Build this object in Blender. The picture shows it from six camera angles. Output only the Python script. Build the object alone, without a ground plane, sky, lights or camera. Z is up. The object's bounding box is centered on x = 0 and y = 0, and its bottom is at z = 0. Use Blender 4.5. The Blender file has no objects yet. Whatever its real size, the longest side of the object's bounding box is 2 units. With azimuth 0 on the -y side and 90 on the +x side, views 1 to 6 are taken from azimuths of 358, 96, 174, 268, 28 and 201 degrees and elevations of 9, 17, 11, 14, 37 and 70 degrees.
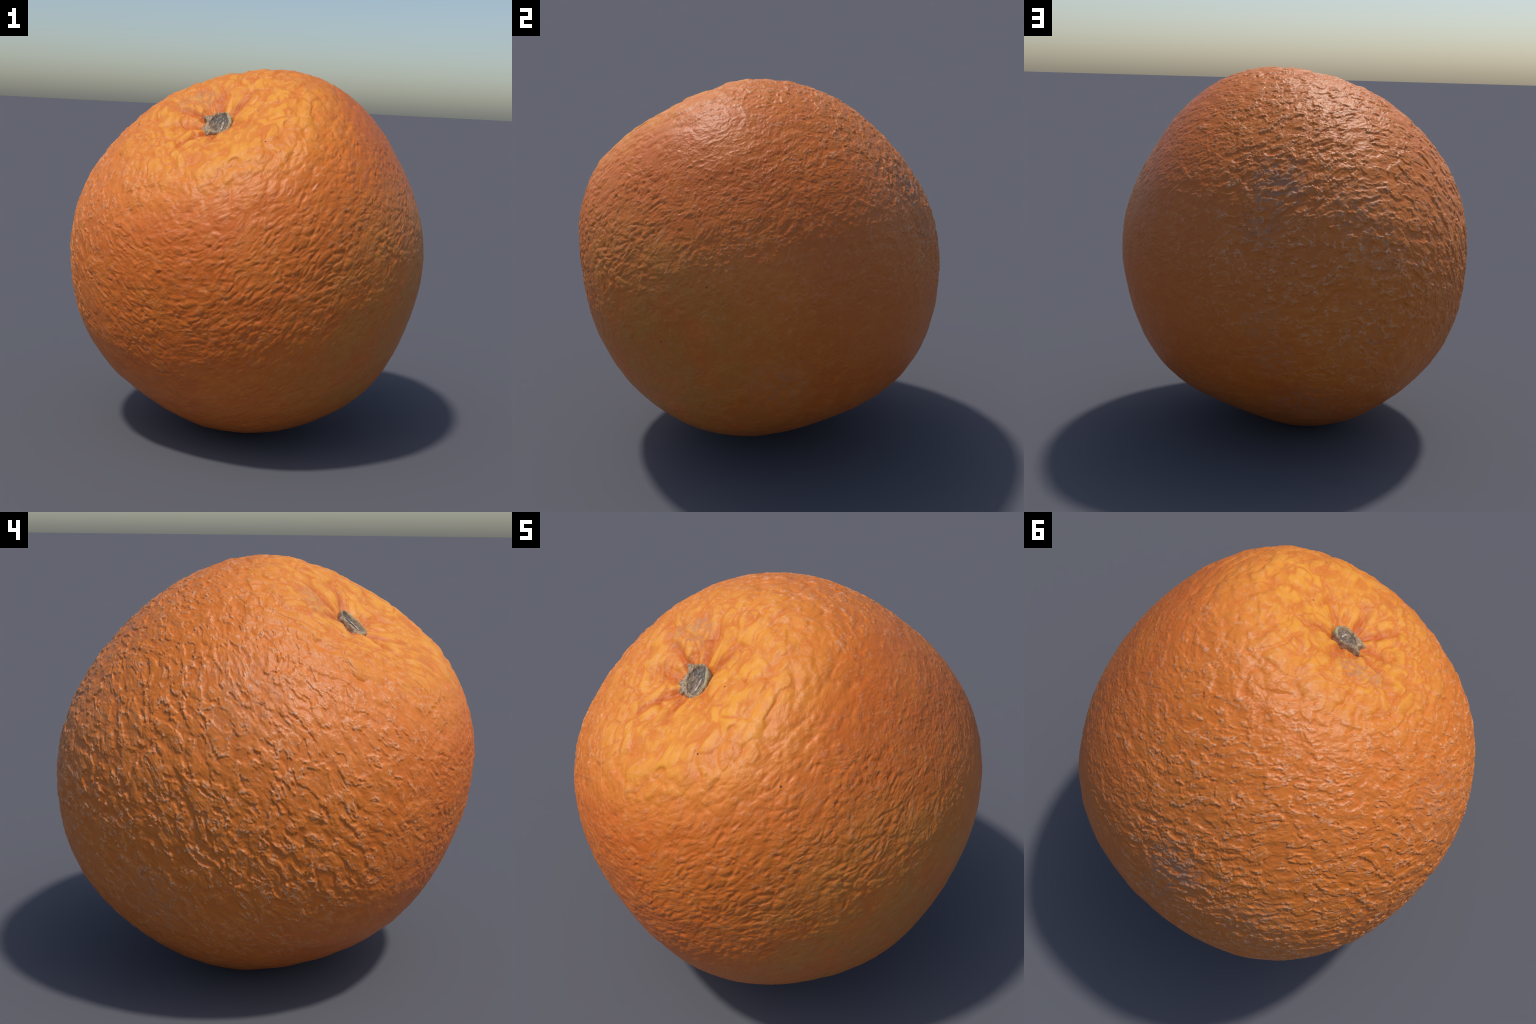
"""A ripe, slightly shrivelled orange lying on its side-bottom, stem end tilted up and forward.

orange (empty at the base)
  peel            the whole rind: meridian profiles + wrinkle relief (geometry nodes, applied)
  calyx           the dry star-shaped button round the stem end
    stem_scar     the dark core inside it
    stem_fibre    the pale torn fibre lying on the core
"""
import bpy
import math
import numpy as np
from mathutils import Matrix, Vector

CENTRE = Vector((0.0, 0.0, 1.0))
# frame of the fruit: AXIS points out of the stem end, E1 / E2 span its equator
AXIS = np.array((-0.2308, -0.4617, 0.8565))
E1 = np.array((0.8910, 0.2534, 0.3767))
AXIS /= np.linalg.norm(AXIS)
E1 -= AXIS * (E1 @ AXIS)
E1 /= np.linalg.norm(E1)
E2 = np.cross(AXIS, E1)

# ------------------------------------------------------------------ body shape
# Profile of the fruit along sixteen meridians (every 22.5 degrees about the stem axis):
# radius at these polar angles from the stem end.  The first rows are the stem hollow.
STEM_RADIUS, BLOSSOM_RADIUS = 0.803, 0.974
POLAR = (8, 16, 26, 38, 52, 68, 84, 100, 116, 132, 150, 167)
MERIDIANS = (
    (0.856, 0.928, 0.995, 1.021, 1.006, 0.973, 0.966, 0.981, 0.989, 0.997, 0.998, 0.975),
    (0.854, 0.924, 0.989, 1.015, 1.002, 0.975, 0.975, 0.988, 0.994, 1.003, 1.008, 0.983),
    (0.849, 0.915, 0.974, 0.995, 0.981, 0.951, 0.942, 0.956, 0.972, 0.993, 1.012, 0.990),
    (0.843, 0.903, 0.957, 0.978, 0.975, 0.959, 0.957, 0.973, 0.985, 1.000, 1.017, 0.996),
    (0.839, 0.895, 0.945, 0.966, 0.970, 0.964, 0.973, 0.998, 1.012, 1.021, 1.023, 0.999),
    (0.836, 0.887, 0.932, 0.951, 0.962, 0.964, 0.968, 0.987, 1.012, 1.024, 1.021, 1.001),
    (0.830, 0.877, 0.919, 0.939, 0.957, 0.966, 0.962, 0.973, 0.998, 1.010, 1.015, 1.001),
    (0.827, 0.871, 0.916, 0.942, 0.963, 0.969, 0.967, 0.983, 0.997, 1.001, 1.014, 1.001),
    (0.826, 0.872, 0.921, 0.955, 0.976, 0.976, 0.977, 0.984, 0.981, 0.994, 1.019, 0.999),
    (0.828, 0.877, 0.932, 0.967, 0.977, 0.966, 0.972, 0.977, 0.973, 0.992, 1.017, 0.993),
    (0.833, 0.888, 0.948, 0.984, 0.990, 0.968, 0.964, 0.979, 0.989, 0.997, 1.003, 0.983),
    (0.836, 0.897, 0.965, 1.006, 1.011, 0.994, 0.992, 1.003, 1.007, 0.997, 0.986, 0.972),
    (0.840, 0.907, 0.982, 1.022, 1.012, 0.983, 0.979, 0.986, 0.996, 0.999, 0.980, 0.964),
    (0.847, 0.918, 0.994, 1.031, 1.016, 0.984, 0.973, 0.969, 0.981, 0.999, 0.983, 0.961),
    (0.852, 0.925, 0.996, 1.022, 1.001, 0.972, 0.966, 0.962, 0.961, 0.980, 0.982, 0.962),
    (0.855, 0.928, 0.995, 1.016, 0.994, 0.963, 0.960, 0.965, 0.964, 0.976, 0.985, 0.967),
)


def fruit_dir(polar, azimuth):
    t, p = math.radians(polar), math.radians(azimuth)
    return math.cos(t) * AXIS + math.sin(t) * (math.cos(p) * E1 + math.sin(p) * E2)


def body_interpolator():
    """Smooth (cubic radial-basis) surface through all meridian profiles."""
    knots, radii = [AXIS, -AXIS], [STEM_RADIUS, BLOSSOM_RADIUS]
    for k, profile in enumerate(MERIDIANS):
        for polar, r in zip(POLAR, profile):
            knots.append(fruit_dir(polar, 22.5 * k))
            radii.append(r)
    knots, radii = np.array(knots), np.array(radii)
    n = len(knots)
    K = np.zeros((n + 4, n + 4))
    K[:n, :n] = np.linalg.norm(knots[:, None] - knots[None], axis=2) ** 3
    K[:n, n] = 1
    K[:n, n + 1:] = knots
    K[n:, :n] = K[:n, n:].T
    c = np.linalg.solve(K, np.r_[radii, np.zeros(4)])

    def radius(d):
        out = np.empty(len(d))
        for i in range(0, len(d), 50000):
            q = d[i:i + 50000]
            dist = np.sqrt(np.maximum(0, 2 - 2 * q @ knots.T))
            out[i:i + 50000] = dist ** 3 @ c[:n] + c[n] + q @ c[n + 1:]
        return out

    return radius


def cube_sphere(n):
    """Evenly spread quad sphere: directions and faces of a cube with n x n cells a side."""
    a = np.tan(np.linspace(-1, 1, n + 1) * math.pi / 4)
    u, v = np.meshgrid(a, a, indexing="ij")
    one = np.ones_like(u)
    sides = [(one, u, v), (-one, v, u), (v, one, u), (u, -one, v), (u, v, one), (v, u, -one)]
    pts = np.concatenate([np.stack(s, -1).reshape(-1, 3) for s in sides])
    key = np.round(pts * 1e5).astype(np.int64)
    _, first, inverse = np.unique(key, axis=0, return_index=True, return_inverse=True)
    inverse = inverse.reshape(-1)
    i, j = np.meshgrid(np.arange(n), np.arange(n), indexing="ij")
    q = np.stack([i * (n + 1) + j, (i + 1) * (n + 1) + j, (i + 1) * (n + 1) + j + 1, i * (n + 1) + j + 1], -1).reshape(-1, 4)
    faces = np.concatenate([inverse[q + s * (n + 1) ** 2] for s in range(6)])
    d = pts[first]
    return d / np.linalg.norm(d, axis=1)[:, None], faces


def mesh_from_arrays(name, verts, quads):
    me = bpy.data.meshes.new(name)
    me.vertices.add(len(verts))
    me.vertices.foreach_set("co", np.ascontiguousarray(verts, dtype=np.float32).ravel())
    me.loops.add(quads.size)
    me.loops.foreach_set("vertex_index", quads.astype(np.int32).ravel())
    me.polygons.add(len(quads))
    me.polygons.foreach_set("loop_start", np.arange(0, quads.size, 4, dtype=np.int32))
    me.update(calc_edges=True)
    me.polygons.foreach_set("use_smooth", np.ones(len(quads), dtype=bool))
    me.validate()
    return me


# ------------------------------------------------------------------ node helper
class Graph:
    """Writes formulas as nodes; the same code serves geometry nodes and shaders."""

    def __init__(self, tree):
        self.t = tree

    def put(self, socket, x):
        if isinstance(x, bpy.types.NodeSocket):
            self.t.links.new(x, socket)
        elif x is not None:
            socket.default_value = tuple(x) if hasattr(x, "__len__") else x

    def m(self, op, a, b=None, c=None, clamp=False):
        n = self.t.nodes.new("ShaderNodeMath")
        n.operation, n.use_clamp = op, clamp
        for s, x in zip(n.inputs, (a, b, c)):
            self.put(s, x)
        return n.outputs[0]

    def add(self, a, *rest):
        for b in rest:
            a = self.m("ADD", a, b)
        return a

    def sub(self, a, b):
        return self.m("SUBTRACT", a, b)

    def mul(self, a, *rest):
        for b in rest:
            a = self.m("MULTIPLY", a, b)
        return a

    def one_minus(self, a):
        return self.m("SUBTRACT", 1.0, a)

    def lerp(self, a, b, f):
        return self.add(self.mul(a, self.one_minus(f)), self.mul(b, f))

    def v(self, op, a, b=None, scale=None):
        n = self.t.nodes.new("ShaderNodeVectorMath")
        n.operation = op
        self.put(n.inputs[0], a)
        if b is not None:
            self.put(n.inputs[1], b)
        if scale is not None:
            self.put(n.inputs["Scale"], scale)
        return n.outputs["Value" if op in ("DOT_PRODUCT", "LENGTH", "DISTANCE") else "Vector"]

    def dot(self, a, b):
        return self.v("DOT_PRODUCT", a, b)

    def xyz(self, x, y, z):
        n = self.t.nodes.new("ShaderNodeCombineXYZ")
        for s, k in zip(n.inputs, (x, y, z)):
            self.put(s, k)
        return n.outputs[0]

    def step(self, x, lo, hi, to0=0.0, to1=1.0):
        n = self.t.nodes.new("ShaderNodeMapRange")
        n.interpolation_type = "SMOOTHSTEP"
        self.put(n.inputs["Value"], x)
        for k, val in (("From Min", lo), ("From Max", hi), ("To Min", to0), ("To Max", to1)):
            self.put(n.inputs[k], val)
        return n.outputs["Result"]

    def noise(self, p, scale, detail=2.0, rough=0.5, distort=0.0, colour=False):
        n = self.t.nodes.new("ShaderNodeTexNoise")
        self.put(n.inputs["Vector"], p)
        n.inputs["Scale"].default_value = scale
        n.inputs["Detail"].default_value = detail
        n.inputs["Roughness"].default_value = rough
        n.inputs["Distortion"].default_value = distort
        return n.outputs["Color" if colour else 0]

    def voronoi(self, p, scale, feature="F1", smooth=0.5, random=1.0, out="Distance"):
        n = self.t.nodes.new("ShaderNodeTexVoronoi")
        n.feature = feature
        self.put(n.inputs["Vector"], p)
        n.inputs["Scale"].default_value = scale
        n.inputs["Randomness"].default_value = random
        if feature == "SMOOTH_F1":
            n.inputs["Smoothness"].default_value = smooth
        return n.outputs[out]

    def cap(self, d, direction, inner, outer):
        """1 inside a cone of `inner` degrees round a direction, fading to 0 at `outer`."""
        w = np.array(direction, float)
        w /= np.linalg.norm(w)
        return self.step(self.dot(d, tuple(w)), math.cos(math.radians(outer)), math.cos(math.radians(inner)))

    def mixc(self, f, a, b):
        n = self.t.nodes.new("ShaderNodeMix")
        n.data_type = "RGBA"
        self.put(n.inputs["Factor"], f)
        for s, x in ((n.inputs[6], a), (n.inputs[7], b)):
            self.put(s, x if isinstance(x, bpy.types.NodeSocket) else (*x, 1.0))
        return n.outputs[2]


# ------------------------------------------------------------------ relief of the rind
# creases that run out from the stem: azimuth about the axis, reach and depth
STEM_CREASES = ((60, 0.36, 0.022), (116, 0.40, 0.020), (-159, 0.44, 0.021), (-123, 0.38, 0.017),
                (12, 0.38, 0.018), (90, 0.24, 0.010), (150, 0.40, 0.014), (-72, 0.30, 0.010))


# wrinkles run along circles round the stem axis, on the left flank round this slanted one
GRAIN = np.array((-0.16, -0.74, 0.66))
GRAIN /= np.linalg.norm(GRAIN)


LUMP_RUN = 0.45 * E1 + 0.89 * E2


def relief(g, d):
    """Height of the rind over the smooth body, as a function of direction only."""
    polar = g.m("ARCCOSINE", g.dot(d, tuple(AXIS)))
    x, y = g.dot(d, tuple(E1)), g.dot(d, tuple(E2))
    left = g.step(g.dot(d, (-1.0, 0.0, 0.0)), -0.6, 0.6)
    grain = g.lerp(polar, g.m("ARCCOSINE", g.dot(d, tuple(GRAIN))), left)
    wob = g.v("SCALE", g.v("SUBTRACT", g.noise(d, 5.0, 2.0, colour=True), (0.5, 0.5, 0.5)), scale=0.16)
    p = g.v("ADD", g.xyz(x, y, g.mul(grain, 1.55)), wob)
    pl = g.v("ADD", g.xyz(x, y, g.mul(grain, 1.45)), wob)

    # where each kind of rind lies
    stem = g.step(polar, 0.50, 0.20)
    stem_wide = g.step(polar, 0.80, 0.35)
    patchy = g.noise(d, 2.6, 2.0)
    drift = g.sub(patchy, 0.5)
    wrinkled = g.mul(g.step(g.add(g.dot(d, (-0.66, 0.58, 0.48)), g.mul(drift, 0.8)), -0.10, 0.55), g.one_minus(g.mul(stem_wide, 0.75)))
    front = g.mul(g.step(g.add(g.dot(d, (0.28, -0.93, -0.20)), g.mul(drift, 0.4)), 0.15, 0.65), g.one_minus(stem_wide))
    grit = g.mul(g.step(g.add(g.dot(d, (0.62, 0.60, 0.50)), g.mul(drift, 0.5)), 0.25, 0.75), g.one_minus(stem_wide))
    low = g.step(g.add(g.dot(d, (0.30, 0.10, -0.95)), g.mul(drift, 0.5)), -0.05, 0.50)
    quiet = g.one_minus(g.mul(low, 0.6))

    # 1 lumps round the stem: irregular soft cells
    #   they are drawn out along one slanting direction, LUMP_RUN
    pc = g.v("SUBTRACT", d, g.v("SCALE", tuple(LUMP_RUN), scale=g.mul(g.dot(d, tuple(LUMP_RUN)), 0.50)))
    pc = g.v("ADD", pc, g.v("SCALE", g.v("SUBTRACT", g.noise(d, 7.0, 1.5, colour=True), (0.5, 0.5, 0.5)), scale=0.11))
    centre = g.voronoi(pc, 14.0, "F1")
    dome = g.sub(1.0, g.mul(centre, centre, 1.5))
    fold = g.noise(g.v("ADD", pc, (2.2, 8.1, 0.4)), 10.0, 2.0, 0.45)
    furrow = g.step(g.m("ABSOLUTE", g.sub(fold, 0.5)), 0.11, 0.0)
    cells = g.sub(dome, g.mul(furrow, 0.40))
    seam = g.m("MAXIMUM", g.mul(g.step(g.voronoi(pc, 14.0, "DISTANCE_TO_EDGE"), 0.17, 0.0), g.step(g.noise(d, 9.0, 2.0), 0.34, 0.58), 0.85), g.mul(furrow, 0.75))
    # 2 plates: terraces with crinkled rims, broken up by a mask
    n1 = g.noise(p, 15.5, 4.0, 0.54)
    plate = g.step(n1, 0.465, 0.55)
    rim = g.step(g.m("ABSOLUTE", g.sub(n1, 0.54)), 0.04, 0.0)
    gate = g.step(g.noise(g.v("ADD", p, (5.3, 0.7, 2.1)), 12.0, 2.0), 0.34, 0.56)
    rim = g.mul(rim, gate)
    soft = g.sub(n1, 0.5)
    # 3 second, finer set of crinkled rims
    n2 = g.noise(g.v("ADD", p, (3.1, 1.7, 4.4)), 26.0, 4.0, 0.6)
    rim2 = g.mul(g.step(g.m("ABSOLUTE", g.sub(n2, 0.53)), 0.045, 0.0), g.step(g.noise(p, 11.0, 1.0), 0.42, 0.62))
    # 4 long thin cracks and flattened pits of the front
    n3 = g.noise(pl, 17.0, 4.0, 0.6)
    crack = g.mul(g.step(g.m("ABSOLUTE", g.sub(n3, 0.5)), 0.04, 0.0), g.step(g.noise(pl, 8.0, 2.0), 0.45, 0.62))
    pit = g.step(g.voronoi(pl, 17.0, "SMOOTH_F1", 0.2), 0.46, 0.0)
    pit = g.mul(pit, g.step(g.noise(d, 9.0, 1.0), 0.30, 0.55))
    #   rounded pebbles in rows
    pw = g.v("ADD", pl, g.v("SCALE", g.v("SUBTRACT", g.noise(d, 26.0, 2.0, colour=True), (0.5, 0.5, 0.5)), scale=0.022))
    pebble = g.step(g.voronoi(pw, 15.5, "DISTANCE_TO_EDGE"), 0.0, 0.30)
    pebble = g.mul(pebble, g.step(g.noise(d, 6.0, 2.0), 0.30, 0.62))
    # 5 grit: small sharp grains
    n4 = g.noise(p, 38.0, 3.0, 0.6)
    grains = g.step(n4, 0.50, 0.64)
    # 6 broad swells
    swell = g.sub(g.noise(d, 8.0, 1.0), 0.5)
    # 7 creases radiating from the stem
    crease = None
    for k, (azimuth, reach, depth) in enumerate(STEM_CREASES):
        a = math.radians(azimuth)
        along = g.add(g.mul(x, math.cos(a)), g.mul(y, math.sin(a)))
        across = g.add(g.mul(x, -math.sin(a)), g.mul(y, math.cos(a)))
        bend = g.mul(g.sub(g.noise(g.v("ADD", d, (k * 1.7, 0, 0)), 5.0, 2.0), 0.5), g.mul(along, 0.45))
        near = g.m("POWER", g.step(g.m("ABSOLUTE", g.add(across, bend)), 0.058, 0.0), 1.6)
        fade = g.mul(g.step(polar, 1.3, 1.0), g.step(along, 0.05, 0.14), g.step(along, reach, reach * 0.30))
        c = g.mul(near, fade, depth)
        crease = c if crease is None else g.m("MAXIMUM", crease, c)
    # fine radial pleats right at the button
    rad = g.m("MAXIMUM", g.m("POWER", g.add(g.mul(x, x), g.mul(y, y)), 0.5), 0.01)
    spoke = g.xyz(g.m("DIVIDE", x, rad), g.m("DIVIDE", y, rad), g.mul(polar, 1.2))
    pleats = g.add(g.sub(g.noise(spoke, 2.6, 2.0), 0.5), g.mul(g.sub(g.noise(spoke, 9.0, 2.0), 0.5), g.step(polar, 0.34, 0.14), 0.5))
    pleat = g.mul(pleats, g.mul(g.step(polar, 0.42, 0.16), g.step(polar, 0.06, 0.16)))

    k_cell = g.mul(g.step(polar, 0.95, 0.40), 0.0145)
    calm = g.one_minus(g.mul(stem_wide, 0.8))
    k_soft = g.mul(quiet, calm, g.add(0.007, g.mul(wrinkled, 0.008)))
    k_plate = g.mul(quiet, gate, calm, g.add(0.0003, g.mul(wrinkled, 0.0027), g.mul(stem_wide, 0.0010)))
    k_rim = g.mul(quiet, g.add(0.0005, g.mul(wrinkled, 0.0025), g.mul(stem_wide, 0.0004)))
    k_rim2 = g.mul(quiet, calm, g.add(0.0007, g.mul(wrinkled, 0.0011), g.mul(grit, 0.0009), g.mul(front, 0.0009), g.mul(stem_wide, 0.0002)))
    k_crack = g.mul(quiet, g.one_minus(g.mul(wrinkled, 0.7)), g.one_minus(stem_wide), g.add(0.0005, g.mul(front, 0.0009)))
    k_pit = g.mul(g.one_minus(g.mul(low, 0.4)), g.one_minus(stem_wide), g.one_minus(wrinkled), g.add(0.0015, g.mul(front, 0.0034)))
    k_pebble = g.mul(g.one_minus(g.mul(low, 0.8)), calm, g.one_minus(g.mul(grit, 0.7)), g.add(0.0013, g.mul(front, 0.0022), g.mul(wrinkled, 0.0008)))
    k_grit = g.mul(quiet, calm, g.add(0.0002, g.mul(grit, 0.0016), g.mul(front, 0.0004)))
    h = g.add(g.mul(g.sub(cells, 0.42), k_cell), g.mul(soft, k_soft), g.mul(g.sub(plate, 0.5), k_plate), g.mul(rim, k_rim), g.mul(rim2, k_rim2),
              g.mul(g.add(g.mul(crack, k_crack), g.mul(pit, k_pit)), -1.0), g.mul(g.sub(grains, 0.3), k_grit), g.mul(g.sub(pebble, 0.5), k_pebble), g.mul(swell, 0.010), g.mul(pleat, 0.020), -0.0014)
    h = g.sub(g.mul(h, 0.95, g.step(polar, 0.03, 0.11)), crease)
    # the rind is hollow under the button
    h = g.sub(h, g.mul(g.step(polar, 0.105, 0.060), 0.022))
    return dict(height=h, polar=polar, p=p, stem=stem, stem_wide=stem_wide, wrinkled=wrinkled, front=front, grit=grit, low=low, cells=cells,
                rim=rim, rim2=rim2, plate=plate, gate=gate, crack=crack, pit=pit, pebble=pebble, grains=grains, n1=n1, seam=seam, crease=g.mul(crease, 70.0), patchy=patchy)


def relief_modifier_tree():
    tree = bpy.data.node_groups.new("rind_relief", "GeometryNodeTree")
    tree.interface.new_socket("Geometry", in_out="INPUT", socket_type="NodeSocketGeometry")
    tree.interface.new_socket("Geometry", in_out="OUTPUT", socket_type="NodeSocketGeometry")
    g = Graph(tree)
    gin, gout = tree.nodes.new("NodeGroupInput"), tree.nodes.new("NodeGroupOutput")
    d = g.v("NORMALIZE", tree.nodes.new("GeometryNodeInputPosition").outputs[0])
    r = relief(g, d)
    setp = tree.nodes.new("GeometryNodeSetPosition")
    tree.links.new(gin.outputs[0], setp.inputs["Geometry"])
    tree.links.new(g.v("SCALE", d, scale=r["height"]), setp.inputs["Offset"])
    tree.links.new(setp.outputs[0], gout.inputs[0])
    return tree


# ------------------------------------------------------------------ materials
def new_material(name):
    mat = bpy.data.materials.new(name)
    mat.use_nodes = True
    tree = mat.node_tree
    bsdf = next(n for n in tree.nodes if n.type == "BSDF_PRINCIPLED")
    return mat, Graph(tree), bsdf, tree.nodes.new("ShaderNodeTexCoord").outputs["Object"]


def bump(g, height, strength, distance):
    n = g.t.nodes.new("ShaderNodeBump")
    n.inputs["Strength"].default_value = strength
    n.inputs["Distance"].default_value = distance
    g.put(n.inputs["Height"], height)
    return n.outputs[0]


# grey scuffs and bruised veins: direction from the centre, size in degrees, strength
SCUFFS = (((0.193, 0.862, 0.468), 8, 0.9), ((0.281, 0.925, 0.257), 5, 0.5), ((0.27, 0.945, -0.183), 5, 0.3), ((0.197, 0.904, -0.379), 5, 0.35),
          ((0.013, 0.749, -0.662), 9, 0.4), ((-0.216, 0.911, 0.35), 8, 0.45), ((-0.297, 0.934, 0.197), 7, 0.4), ((-0.241, 0.941, -0.236), 8, 0.2),
          ((0.896, 0.199, -0.397), 9, 0.3), ((-0.739, 0.52, -0.429), 10, 0.4), ((-0.856, 0.131, 0.501), 10, 0.35),
          ((-0.353, -0.200, 0.789), 4, 0.6), ((-0.272, -0.188, 0.822), 4, 0.6))
# single dark specks
SPECKS = ((0.394, -0.744, 0.589), (0.0367, -0.751, 0.6327), (0.0037, -0.4651, 0.7719), (0.976, -0.151, 0.157), (0.899, -0.407, -0.161))


def peel_material():
    mat, g, bsdf, obj = new_material("orange_peel")
    d = g.v("NORMALIZE", obj)
    r = relief(g, d)
    broad = g.noise(d, 1.7, 3.0)
    mottle = g.noise(d, 14.0, 4.0, 0.6)
    zone = g.noise(g.v("ADD", d, (7.0, 3.0, 1.0)), 4.5, 3.0)
    col = g.mixc(g.step(broad, 0.38, 0.62), (0.64, 0.140, 0.015), (0.69, 0.168, 0.018))
    col = g.mixc(g.mul(g.step(mottle, 0.45, 0.65), 0.30), col, (0.74, 0.225, 0.025))
    col = g.mixc(g.mul(r["stem_wide"], g.step(g.add(mottle, g.mul(zone, 0.5)), 0.34, 0.80)), col, (0.83, 0.33, 0.030))
    col = g.mixc(g.mul(r["wrinkled"], 0.7), col, (0.69, 0.200, 0.024))
    # yellower, duller rind on one flank, redder on the far one
    col = g.mixc(g.mul(g.cap(d, (0.80, -0.50, -0.30), 8, 55), g.step(zone, 0.25, 0.6), 0.8), col, (0.54, 0.20, 0.028))
    col = g.mixc(g.mul(g.cap(d, (0.50, 0.75, 0.15), 15, 50), 0.45), col, (0.60, 0.150, 0.022))
    # redder creases and pits between the plates
    gap = g.mul(r["seam"], r["stem_wide"])
    hollow = g.mul(g.step(r["n1"], 0.50, 0.36), g.one_minus(g.mul(r["stem_wide"], 0.8)))
    col = g.mixc(g.m("MAXIMUM", g.mul(gap, g.step(zone, 0.20, 0.50), 0.88), g.mul(hollow, 0.32)), col, (0.64, 0.135, 0.013))
    col = g.mixc(g.m("MULTIPLY", g.m("MINIMUM", r["crease"], 1.0), 0.85), col, (0.58, 0.118, 0.014))
    col = g.mixc(g.mul(g.m("MAXIMUM", r["pit"], r["crack"]), g.one_minus(r["stem_wide"]), 0.32), col, (0.50, 0.110, 0.014))
    # dry pale crests
    crest = g.mul(g.one_minus(g.mul(r["low"], 0.45)), g.m("MAXIMUM", r["rim"], g.mul(r["rim2"], 0.7)), g.step(g.noise(d, 40.0, 2.0), 0.40, 0.62))
    col = g.mixc(g.mul(crest, g.add(0.24, g.mul(r["wrinkled"], 0.48))), col, (0.80, 0.46, 0.28))
    # scuffs
    fibre = g.noise(r["p"], 24.0, 5.0, 0.7)
    scuff = None
    for direction, size, strength in SCUFFS:
        c = g.mul(g.cap(d, direction, 0, size * 1.5), strength)
        scuff = c if scuff is None else g.m("MAXIMUM", scuff, c)
    col = g.mixc(g.mul(scuff, g.step(fibre, 0.44, 0.60)), col, (0.41, 0.21, 0.125))
    dot = None
    for direction in SPECKS:
        c = g.cap(d, direction, 0.12, 0.34)
        dot = c if dot is None else g.m("MAXIMUM", dot, c)
    stray = g.mul(g.step(g.voronoi(d, 6.0), 0.03, 0.012), g.step(g.noise(d, 3.0), 0.55, 0.65))
    col = g.mixc(g.mul(g.m("MAXIMUM", dot, g.mul(stray, 0.5)), 0.9), col, (0.05, 0.02, 0.015))
    g.put(bsdf.inputs["Base Color"], col)
    g.put(bsdf.inputs["Roughness"], g.add(0.46, g.mul(g.sub(mottle, 0.5), 0.12), g.mul(scuff, 0.2), g.mul(r["stem_wide"], 0.07)))
    bsdf.inputs["IOR"].default_value = 1.45
    grain = g.add(g.noise(r["p"], 60.0, 3.0, 0.6), g.mul(g.noise(d, 160.0, 2.0), 0.35))
    g.put(bsdf.inputs["Normal"], bump(g, grain, 0.28, 0.006))
    return mat


def calyx_material():
    mat, g, bsdf, obj = new_material("dry_calyx")
    n = g.noise(obj, 55.0, 4.0, 0.65)
    col = g.mixc(g.step(n, 0.36, 0.64), (0.22, 0.145, 0.085), (0.48, 0.345, 0.205))
    green = g.mul(g.step(g.dot(obj, (0.9, -0.35, 0.0)), 0.035, 0.065), g.step(g.noise(obj, 25.0), 0.35, 0.6))
    col = g.mixc(g.mul(green, 0.6), col, (0.38, 0.38, 0.20))
    # brown growth lines round the core and a few dark dots
    line = g.step(g.m("ABSOLUTE", g.sub(g.noise(obj, 24.0, 3.0, 0.6), 0.5)), 0.035, 0.0)
    col = g.mixc(g.mul(line, 0.55), col, (0.10, 0.065, 0.045))
    col = g.mixc(g.mul(g.step(g.voronoi(obj, 60.0), 0.22, 0.1), 0.5), col, (0.10, 0.07, 0.055))
    g.put(bsdf.inputs["Base Color"], col)
    bsdf.inputs["Roughness"].default_value = 0.8
    g.put(bsdf.inputs["Normal"], bump(g, n, 0.7, 0.006))
    return mat


def scar_material():
    mat, g, bsdf, obj = new_material("stem_scar")
    # torn wood fibres run along the long way of the core
    run = g.dot(obj, (0.64, 0.77, 0.0))
    side = g.dot(obj, (0.77, -0.64, 0.0))
    q = g.xyz(g.mul(run, 0.45), side, 0.0)
    n = g.noise(q, 85.0, 4.0, 0.65, 1.0)
    col = g.mixc(g.step(n, 0.36, 0.64), (0.10, 0.074, 0.056), (0.31, 0.21, 0.135))
    dark = g.mul(g.step(g.add(run, g.mul(g.sub(g.noise(obj, 30.0), 0.5), 0.06)), 0.000, 0.030), 0.75)
    col = g.mixc(dark, col, (0.105, 0.095, 0.090))
    col = g.mixc(g.mul(g.step(g.noise(q, 120.0, 2.0), 0.56, 0.66), 0.65), col, (0.50, 0.39, 0.28))
    g.put(bsdf.inputs["Base Color"], col)
    bsdf.inputs["Roughness"].default_value = 0.85
    g.put(bsdf.inputs["Normal"], bump(g, n, 0.8, 0.008))
    return mat


def fibre_material():
    mat, g, bsdf, obj = new_material("pale_fibre")
    col = g.mixc(g.step(g.noise(obj, 70.0, 3.0), 0.35, 0.65), (0.34, 0.26, 0.20), (0.56, 0.46, 0.38))
    g.put(bsdf.inputs["Base Color"], col)
    bsdf.inputs["Roughness"].default_value = 0.9
    return mat


# ------------------------------------------------------------------ parts
def link(name, mesh, mat, parent):
    ob = bpy.data.objects.new(name, mesh)
    bpy.context.scene.collection.objects.link(ob)
    mesh.materials.append(mat)
    ob.parent = parent
    return ob


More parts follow.
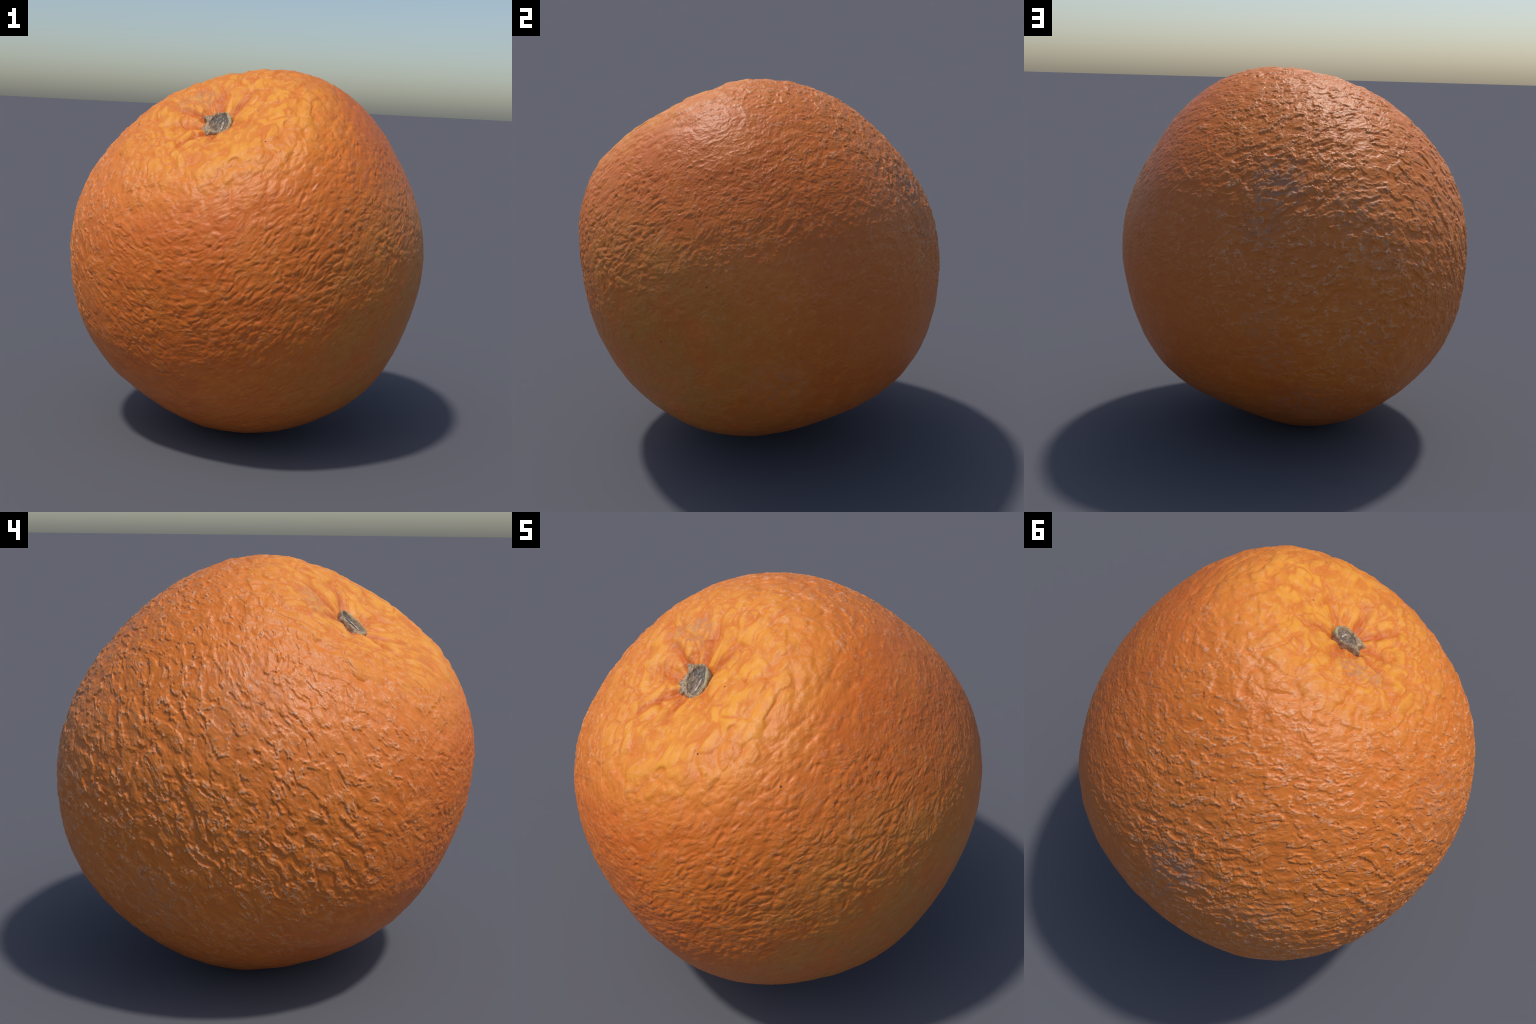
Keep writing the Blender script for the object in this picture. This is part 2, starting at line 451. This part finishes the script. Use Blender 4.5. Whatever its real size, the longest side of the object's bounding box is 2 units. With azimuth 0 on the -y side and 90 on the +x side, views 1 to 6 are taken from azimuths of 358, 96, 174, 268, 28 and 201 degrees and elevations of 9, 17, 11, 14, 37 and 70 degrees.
def build_peel(parent, cells=380):
    d, quads = cube_sphere(cells)
    me = mesh_from_arrays("peel_body", d * body_interpolator()(d)[:, None], quads)
    ob = bpy.data.objects.new("peel", me)
    bpy.context.scene.collection.objects.link(ob)
    mod = ob.modifiers.new("relief", "NODES")
    mod.node_group = relief_modifier_tree()
    graph = bpy.context.evaluated_depsgraph_get()
    final = bpy.data.meshes.new_from_object(ob.evaluated_get(graph))
    ob.modifiers.clear()
    bpy.data.node_groups.remove(bpy.data.node_groups["rind_relief"])
    ob.data = final
    bpy.data.meshes.remove(me)
    final.name = "peel"
    final.materials.clear()
    final.materials.append(peel_material())
    # the fruit rests on the ground and is pressed flat where it touches
    co = np.empty(len(final.vertices) * 3, dtype=np.float32)
    final.vertices.foreach_get("co", co)
    co = co.reshape(-1, 3)
    co[:, 2] = np.maximum(co[:, 2], -1.0 + 0.03 * np.maximum(0, co[:, 2] + 1.0))
    final.vertices.foreach_set("co", co.ravel())
    final.update()
    ob.parent = parent
    ob.location = CENTRE
    return ob


# outline of the button and of its core, seen along the axis (metres, E1 right and E2 up)
CALYX_OUTLINE = ((-0.049, 0.108), (-0.002, 0.080), (0.049, 0.066), (0.076, 0.014), (0.064, -0.031), (0.036, -0.074), (-0.014, -0.097),
                 (-0.051, -0.065), (-0.0685, -0.041), (-0.089, -0.0345), (-0.103, 0.024), (-0.073, 0.032), (-0.050, 0.0555), (-0.042, 0.072))
CORE_OUTLINE = ((0.024, 0.063), (0.053, 0.043), (0.051, 0.005), (0.033, -0.044), (-0.001, -0.074), (-0.036, -0.045), (-0.046, 0.007), (-0.0385, 0.038), (-0.008, 0.059))
TILT = (0.17, 0.14)      # the button follows the slope of the hollow


def polar_outline(points, angles):
    pts = np.array(points)
    a, r = np.arctan2(pts[:, 1], pts[:, 0]), np.hypot(pts[:, 0], pts[:, 1])
    o = np.argsort(a)
    return np.interp(angles, a[o], r[o], period=2 * math.pi)


def ring_mesh(name, rings, closed_centre):
    """Loft of closed rings (each n x 3); the last one may close on its centre."""
    n = len(rings[0])
    verts = np.concatenate(rings)
    i = np.arange(n)
    quads = np.concatenate([np.stack([k * n + i, k * n + (i + 1) % n, (k + 1) * n + (i + 1) % n, (k + 1) * n + i], 1) for k in range(len(rings) - 1)])
    me = mesh_from_arrays(name, verts, quads)
    if closed_centre:
        import bmesh
        bm = bmesh.new()
        bm.from_mesh(me)
        bm.verts.ensure_lookup_table()
        f = bm.faces.new([bm.verts[(len(rings) - 1) * n + k] for k in range(n)])
        f.smooth = True
        bm.to_mesh(me)
        bm.free()
    return me


def build_button(parent, centre):
    rng = np.random.default_rng(7)
    n = 200
    ang = np.linspace(-math.pi, math.pi, n, endpoint=False)
    cs = np.stack([np.cos(ang), np.sin(ang)], 1)
    outer, core = polar_outline(CALYX_OUTLINE, ang) * 0.93, polar_outline(CORE_OUTLINE, ang) * 1.02

    def wave(freqs, amp):
        return sum(amp / math.sqrt(len(freqs)) * np.cos(f * ang + rng.uniform(0, 6.28)) for f in freqs)

    def ring(rad, z):
        xy = cs * rad[:, None]
        return np.column_stack([xy, z + TILT[0] * xy[:, 0] + TILT[1] * xy[:, 1]])

    crest = 0.002 + wave((2, 3, 5, 9, 17, 23), 0.0022)
    rings = []
    for t, z, k in ((1.06, -0.060, 0), (1.02, -0.012, 0.2), (1.0, -0.003, 0.6), (0.96, 0.0, 0.9)):
        rings.append(ring(outer * t + wave((11, 19, 31), 0.0008), z + crest * k))
    for f in (0.75, 0.5, 0.3, 0.15, 0.05):
        rad = core + (outer * 0.96 - core) * f
        rings.append(ring(rad, 0.001 + crest * (1.0 if f > 0.2 else 0.8) + wave((13, 21, 37), 0.0007)))
    rings.append(ring(core * 0.97, 0.000 + wave((7, 15), 0.001)))
    rings.append(ring(core * 0.93, -0.007 + wave((7, 15), 0.001)))
    rings.append(ring(core * 0.85, -0.030 + 0 * ang))
    frame = Matrix((E1, E2, AXIS)).transposed().to_4x4()
    calyx = link("calyx", ring_mesh("calyx", rings, False), calyx_material(), parent)
    calyx.matrix_local = Matrix.Translation(Vector(centre) + Vector(AXIS) * 0.826) @ frame

    rings = []
    for k, f in enumerate(np.linspace(0.96, 0.06, 14)):
        lump = wave((3, 5, 8, 13), 0.0022) * (1 if k else 0)
        rings.append(ring(core * f, -0.0075 - 0.008 * (1 - f * f) + lump * f))
    scar = link("stem_scar", ring_mesh("stem_scar", rings, True), scar_material(), calyx)

    # torn fibre: a thin bent spindle lying on the core
    spine = np.array([(0.026, 0.004), (0.018, -0.010), (0.008, -0.024), (-0.004, -0.036), (-0.010, -0.044)])
    t = np.linspace(0, 1, 24)
    sx, sy = (np.interp(t, np.linspace(0, 1, 5), spine[:, i]) for i in (0, 1))
    rings, m = [], np.linspace(0, 2 * math.pi, 16, endpoint=False)
    for i in range(24):
        wid = 0.0075 * math.sin(math.pi * (0.04 + 0.92 * t[i])) ** 0.8 * (1 + 0.25 * math.sin(9 * t[i]))
        px, py = sx[i] + wid * np.cos(m) * 0.85, sy[i] + wid * np.cos(m) * -0.5
        rings.append(np.column_stack([px, py, -0.012 + TILT[0] * px + TILT[1] * py + 0.45 * wid * np.sin(m)]))
    link("stem_fibre", ring_mesh("stem_fibre", rings, True), fibre_material(), calyx)
    return calyx


def main():
    orange = bpy.data.objects.new("orange", None)
    orange.empty_display_size = 0.2
    bpy.context.scene.collection.objects.link(orange)
    orange["label"] = "ripe orange with wrinkled pitted peel and dry stem button"
    orange["category"] = "orange fruit"
    peel = build_peel(orange)
    build_button(orange, peel.location)


main()
